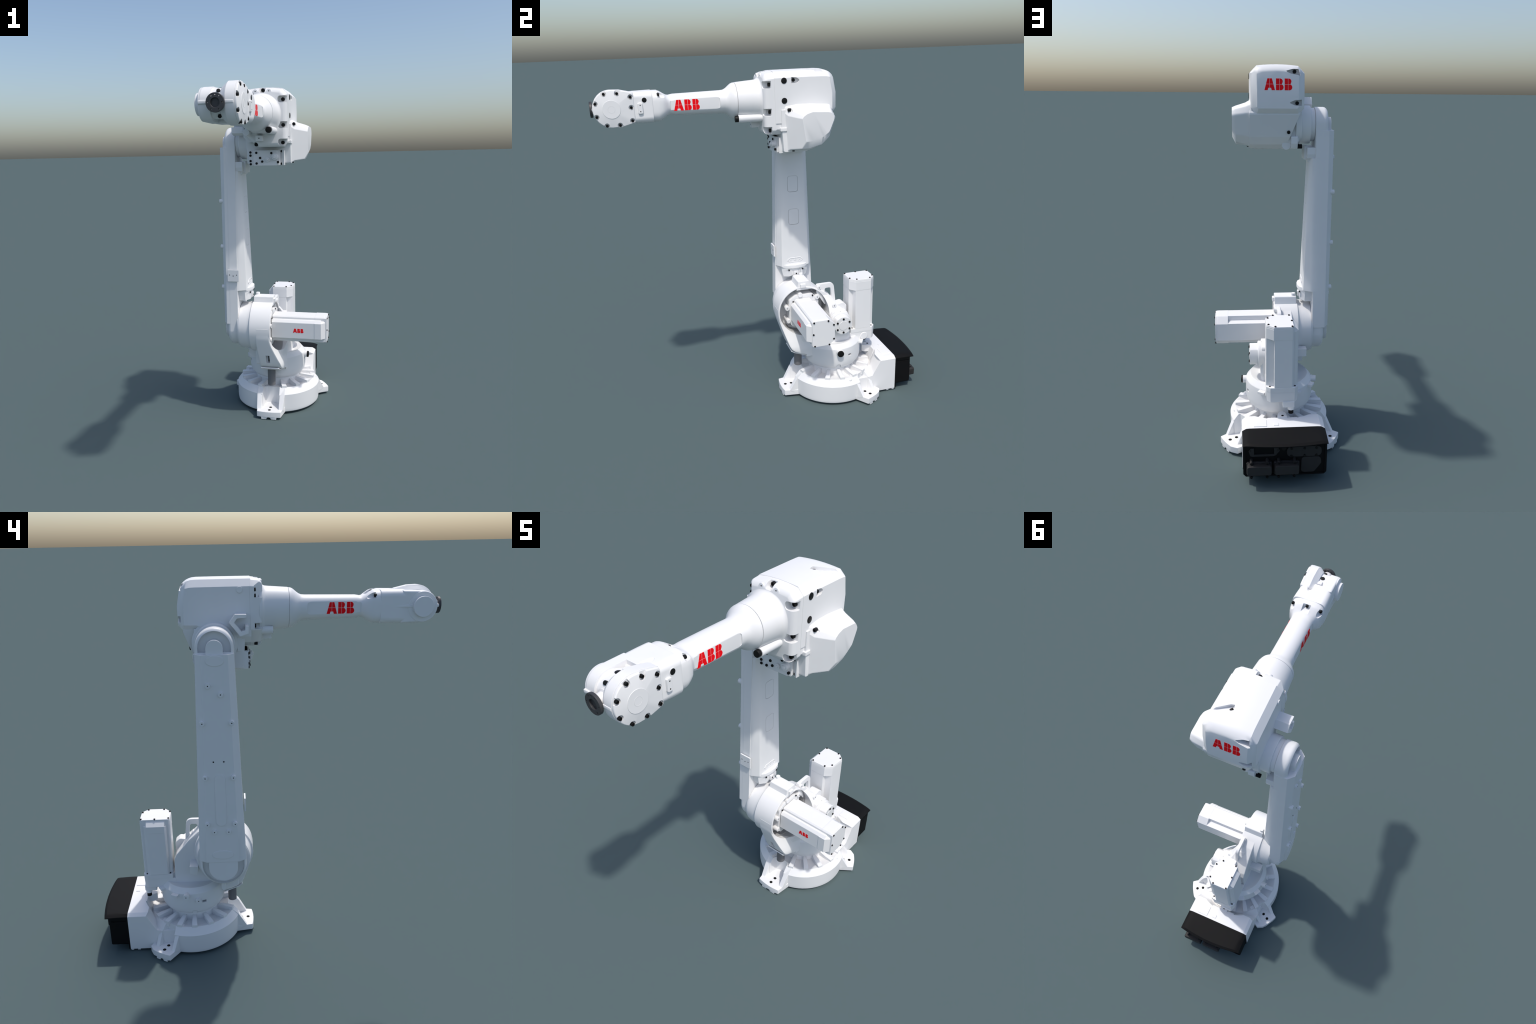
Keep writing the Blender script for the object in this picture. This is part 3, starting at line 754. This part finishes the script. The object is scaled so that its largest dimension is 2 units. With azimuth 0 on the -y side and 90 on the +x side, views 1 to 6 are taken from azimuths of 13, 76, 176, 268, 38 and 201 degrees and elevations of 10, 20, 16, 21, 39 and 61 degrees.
# ================================================================== FOREARM
def fore_ring(y, rx, rz, sq, n=48):
    """section of the forearm: superellipse"""
    out = []
    for i in range(n):
        a = 2 * pi * i / n
        c, s_ = cos(a), sin(a)
        out.append(Vector((XA + rx * math.copysign(abs(c) ** sq, c), y, ZF + rz * math.copysign(abs(s_) ** sq, s_))))
    return out
fr_spec = [(-.1555, .0940, .0940, 1), (-.157, .0955, .0955, 1), (-.165, .0945, .0945, 1), (-.175, .0905, .0905, 1), (-.186, .082, .082, 1), (-.196, .0735, .0735, 1), (-.206, .0675, .0665, .97), (-.218, .0645, .061, .94),
           (-.235, .0640, .0595, .92), (-.26, .0640, .0590, .90), (-.36, .0635, .0570, .88), (-.484, .0620, .0545, .86), (-.496, .0615, .0525, .84), (-.508, .0630, .0500, .80), (-.520, .0700, .0520, .70), (-.532, .0830, .0590, .62), (-.545, .0880, .0675, .60), (-.557, .0910, .0745, .57), (-.566, .0915, .0775, .55), (-.60, .0918, .0780, .55)]
fore = loft([fore_ring(*q) for q in fr_spec])
cutF = []
# the side panels carrying the lettering are flat
cutF.append(prism('x', round_poly([(-.245, 1.872), (-.245, 1.826), (-.255, 1.818), (-.49, 1.812), (-.505, 1.83), (-.505, 1.868), (-.49, 1.883), (-.258, 1.878)], .01), .0435, .08))
cutF.append(prism('x', round_poly([(-.245, 1.872), (-.245, 1.826), (-.255, 1.818), (-.49, 1.812), (-.505, 1.83), (-.505, 1.868), (-.49, 1.883), (-.258, 1.878)], .01), -.0725, -.13))
# bolt scoops at the wrist collar
cutF.append(cyl('y', (.064, 1.906), .0155, -.567, -.50, 0, 24))
cutF.append(cyl('y', (-.092, 1.904), .0155, -.570, -.50, 0, 24))
cutF.append(prism('x', [(-.5655, 1.905), (-.5655, 1.95), (-.48, 1.95), (-.48, 1.905)], -.036, .006))
fore = diff(fore, *cutF)
forearm = part('forearm', fore)
for x, y, z in ((.063, -.566, 1.907), (-.0155, -.565, 1.917), (-.091, -.569, 1.904)):
    hardware('bolt', forearm, (x, y, z), (0, 1, 0), .0082, .008)
lettering(forearm, (.0436, -.487, 1.8205), (0, 1, 0), (0, 0, 1), .0545)
lettering(forearm, (-.0726, -.338, 1.8205), (0, -1, 0), (0, 0, 1), .0545)

# ================================================================== WRIST
wr = []
# body behind the fork
def wring(y, x0, x1, z0, z1, r):
    return [Vector((a, y, b)) for a, b in rrect(x0, x1, z0, z1, r, 5)]
wr.append(loft([wring(-.595, -.1055, .0785, 1.7715, 1.9270, .032), wring(-.60, -.1060, .0790, 1.7715, 1.9270, .032), wring(-.64, -.1050, .0770, 1.7715, 1.9260, .030), wring(-.685, -.1025, .0735, 1.7715, 1.9250, .028), wring(-.725, -.0995, .070, 1.7715, 1.9225, .026)]))
# fork, -x cheek
ckm = arc(Y5, ZF - .002, .0735, 90, 270, 30) + [(-.70, 1.7715), (-.70, 1.9235)]
wr.append(prism('x', ckm, -.0995, -.048, .012, 4, sel=lambda e: all(v.co.x < -.09 for v in e.verts)))
wr.append(cyl('x', (Y5, ZF - .002), .0715, -.08, -.1015, .004, 64))
wr.append(prism('x', [(-.70, 1.845), (-.60, 1.848), (-.60, 1.853), (-.70, 1.856), (-.80, 1.858), (-.80, 1.842)], -.1035, -.09, .002, 2))
wr.append(cyl('x', (Y5, ZF), .0485, -.09, -.1215, .002, 48))
wr.append(box(-.098, -.060, -.879, -.80, 1.8435, 1.8585, .004, 2))
# fork, +x cheek with the large round gear case
gx = arc(Y5, ZF, .0925, 90, 270, 40) + [(-.755, 1.7575), (-.69, 1.774), (-.684, 1.781), (-.684, 1.921), (-.692, 1.926), (-.755, 1.940)]
gi = [((y - Y5) * .78 + Y5, (z - ZF) * .76 + ZF) for y, z in gx]; gj = [((y - Y5) * .975 + Y5, (z - ZF) * .95 + ZF) for y, z in gx]
wr.append(prism('x', gi, -.003, .0192, .0, 2, top=gj))
wr.append(prism('x', gj, .019, .0245, 0, 2, top=gx))
wr.append(prism('x', gx, .024, .0640, .001, 2))
wr.append(box(.02, .062, -.894, -.85, 1.842, 1.857, .004, 2))
# bridge between the cheeks
wr.append(prism('z', [(-.09, -.68), (.05, -.68), (.03, -.735), (-.06, -.735)], 1.774, 1.905, .006, 3))
# outer boss and connector block
wr[0] = diff(wr[0], xf(lathe('y', (0, 0), [(0, -1)] + [(cos(radians(a)), sin(radians(a))) for a in range(-75, 90, 15)] + [(0, 1)], 20), Matrix.Translation((.017, -.712, 1.934)) @ Matrix.Diagonal((.016, .056, .028, 1))))
wr.append(cyl('x', (-.635, 1.885), .0155, .06, .0775, .001, 28))
wr.append(prism('x', rrect(-.670, -.646, 1.819, 1.872, .006, 3), .06, .0845, .0025, 2))
wrist = part('wrist_fork', join(*wr))
hardware('plug', wrist, (.0765, -.635, 1.885), (1, 0, 0), .0125, .002, BLACK, False)
for z in (1.861, 1.830): hardware('screw_hole', wrist, (.0845, -.658, z), (1, 0, 0), .003, .0004, HOLE, False, .001)
# bolted round cover: a shallow cone from the outline up to the central disc
def polar(poly, c, n):
    """resample a star-shaped outline by angle"""
    out = []
    for i in range(n):
        a = 2 * pi * i / n; d = Vector((cos(a), sin(a))); best = None
        for p, q in zip(poly, poly[1:] + poly[:1]):
            p, q = Vector(p) - Vector(c), Vector(q) - Vector(c); e = q - p
            den = d.x * e.y - d.y * e.x
            if abs(den) < 1e-12: continue
            t = (p.x * e.y - p.y * e.x) / den; u = (p.x * d.y - p.y * d.x) / den
            if t > 0 and -1e-6 <= u <= 1 + 1e-6: best = t if best is None else max(best, t)
        out.append(tuple(Vector(c) + d * best))
    return out
NC = 96; CC = (Y5, ZF - .001)
og = polar(gx, CC, NC)
def shrink(k): return [((y - CC[0]) * k + CC[0], (z - CC[1]) * k + CC[1]) for y, z in og]
circ = [(CC[0] + .0445 * cos(2 * pi * i / NC), CC[1] + .0445 * sin(2 * pi * i / NC)) for i in range(NC)]
gcv = loft([[Vector((x, y, z)) for y, z in pl_] for x, pl_ in ((.0645, shrink(.985)), (.0715, shrink(.985)), (.0745, shrink(.972)), (.0765, shrink(.945)), (.0832, circ), (.0842, circ))])
BW9 = [(-.829, 1.923), (-.765, 1.923), (-.702, 1.903), (-.702, 1.852), (-.702, 1.788), (-.875, 1.878), (-.874, 1.814), (-.829, 1.769), (-.765, 1.769)]
cc = []
for y, z in BW9: cc.append(cyl('x', (y, z), .0130, .0700, .2, 0, 24))
for y, z in BW9:
    if abs(y + .702) > .01:
        d = Vector((y - Y5, z - ZF)).normalized(); n_ = Vector((-d.y, d.x)) * .0115
        p = Vector((y, z)); q2 = p + d * .04
        cc.append(prism('x', [tuple(p + n_), tuple(q2 + n_ * 1.3), tuple(q2 - n_ * 1.3), tuple(p - n_)], .0700, .2))
gcv = diff(gcv, *cc)
gear_cover = part('gear_cover', gcv)
ringm = lathe('x', (Y5, ZF - .001), [(.0167, .0835), (.0167, .0846), (.0176, .0846), (.0176, .0835)], 40)
part('cover_ring', ringm, WHITE, gear_cover)
for y, z in BW9: hardware('bolt', gear_cover, (.0698, y, z), (1, 0, 0), .0072, .0105)
# tilting hand between the cheeks
hand = [lathe('x', (Y5, ZF), [(0, -.052), (.060, -.052), (.064, -.048), (.064, .008), (.060, .014), (0, .014)], 56)]
hand.append(prism('x', round_poly([(-.86, 1.825), (-.86, 1.872), (-.83, 1.905), (-.775, 1.913), (-.735, 1.9), (-.735, 1.80), (-.80, 1.788), (-.84, 1.80)], .012), -.046, .010, .004, 3))
hand.append(lathe('y', (XA, ZF - .002), [(0, -.84), (.034, -.84), (.034, -.858), (.026, -.862), (.0245, -.893), (0, -.893)], 40))
hand.append(box(-.027, .016, -.765, -.738, 1.88, 1.9155, .004, 2))
hand_o = part('hand', join(*hand))
hardware('plug', hand_o, (-.0155, -.788, 1.912), (0, 0, 1), .0125, .003, BLACK, False)
hardware('plug', hand_o, (-.0145, -.841, 1.896), (0, -.75, .6), .0085, .008, BLACK, False)
hardware('plug', hand_o, (-.0125, -.838, 1.797), (0, -.75, -.6), .0085, .008, BLACK, False)
fl = lathe('y', (XA + .001, ZF - .003), [(0, -.8925), (.0385, -.8925), (.0402, -.894), (.0402, -.9045), (.039, -.906), (.0205, -.906), (.0195, -.905), (.0195, -.897), (0, -.897)], 64)
fh = []
for i in range(8):
    a = radians(90 + 45 * i)
    if i in (1, 3, 4, 5, 7) or True:
        r_ = .0035 if i not in (3,) else .0035
        if i == 4: continue
        aa = radians((90, 122, 178, 238, 270, 302, 2, 58)[i])
        fh.append(cyl('y', (XA + .001 + .0315 * cos(aa), ZF - .003 + .0315 * sin(aa)), .003, -.88, -.95, 0, 12))
fl = diff(fl, *fh)
part('tool_flange', fl, FLANGE)
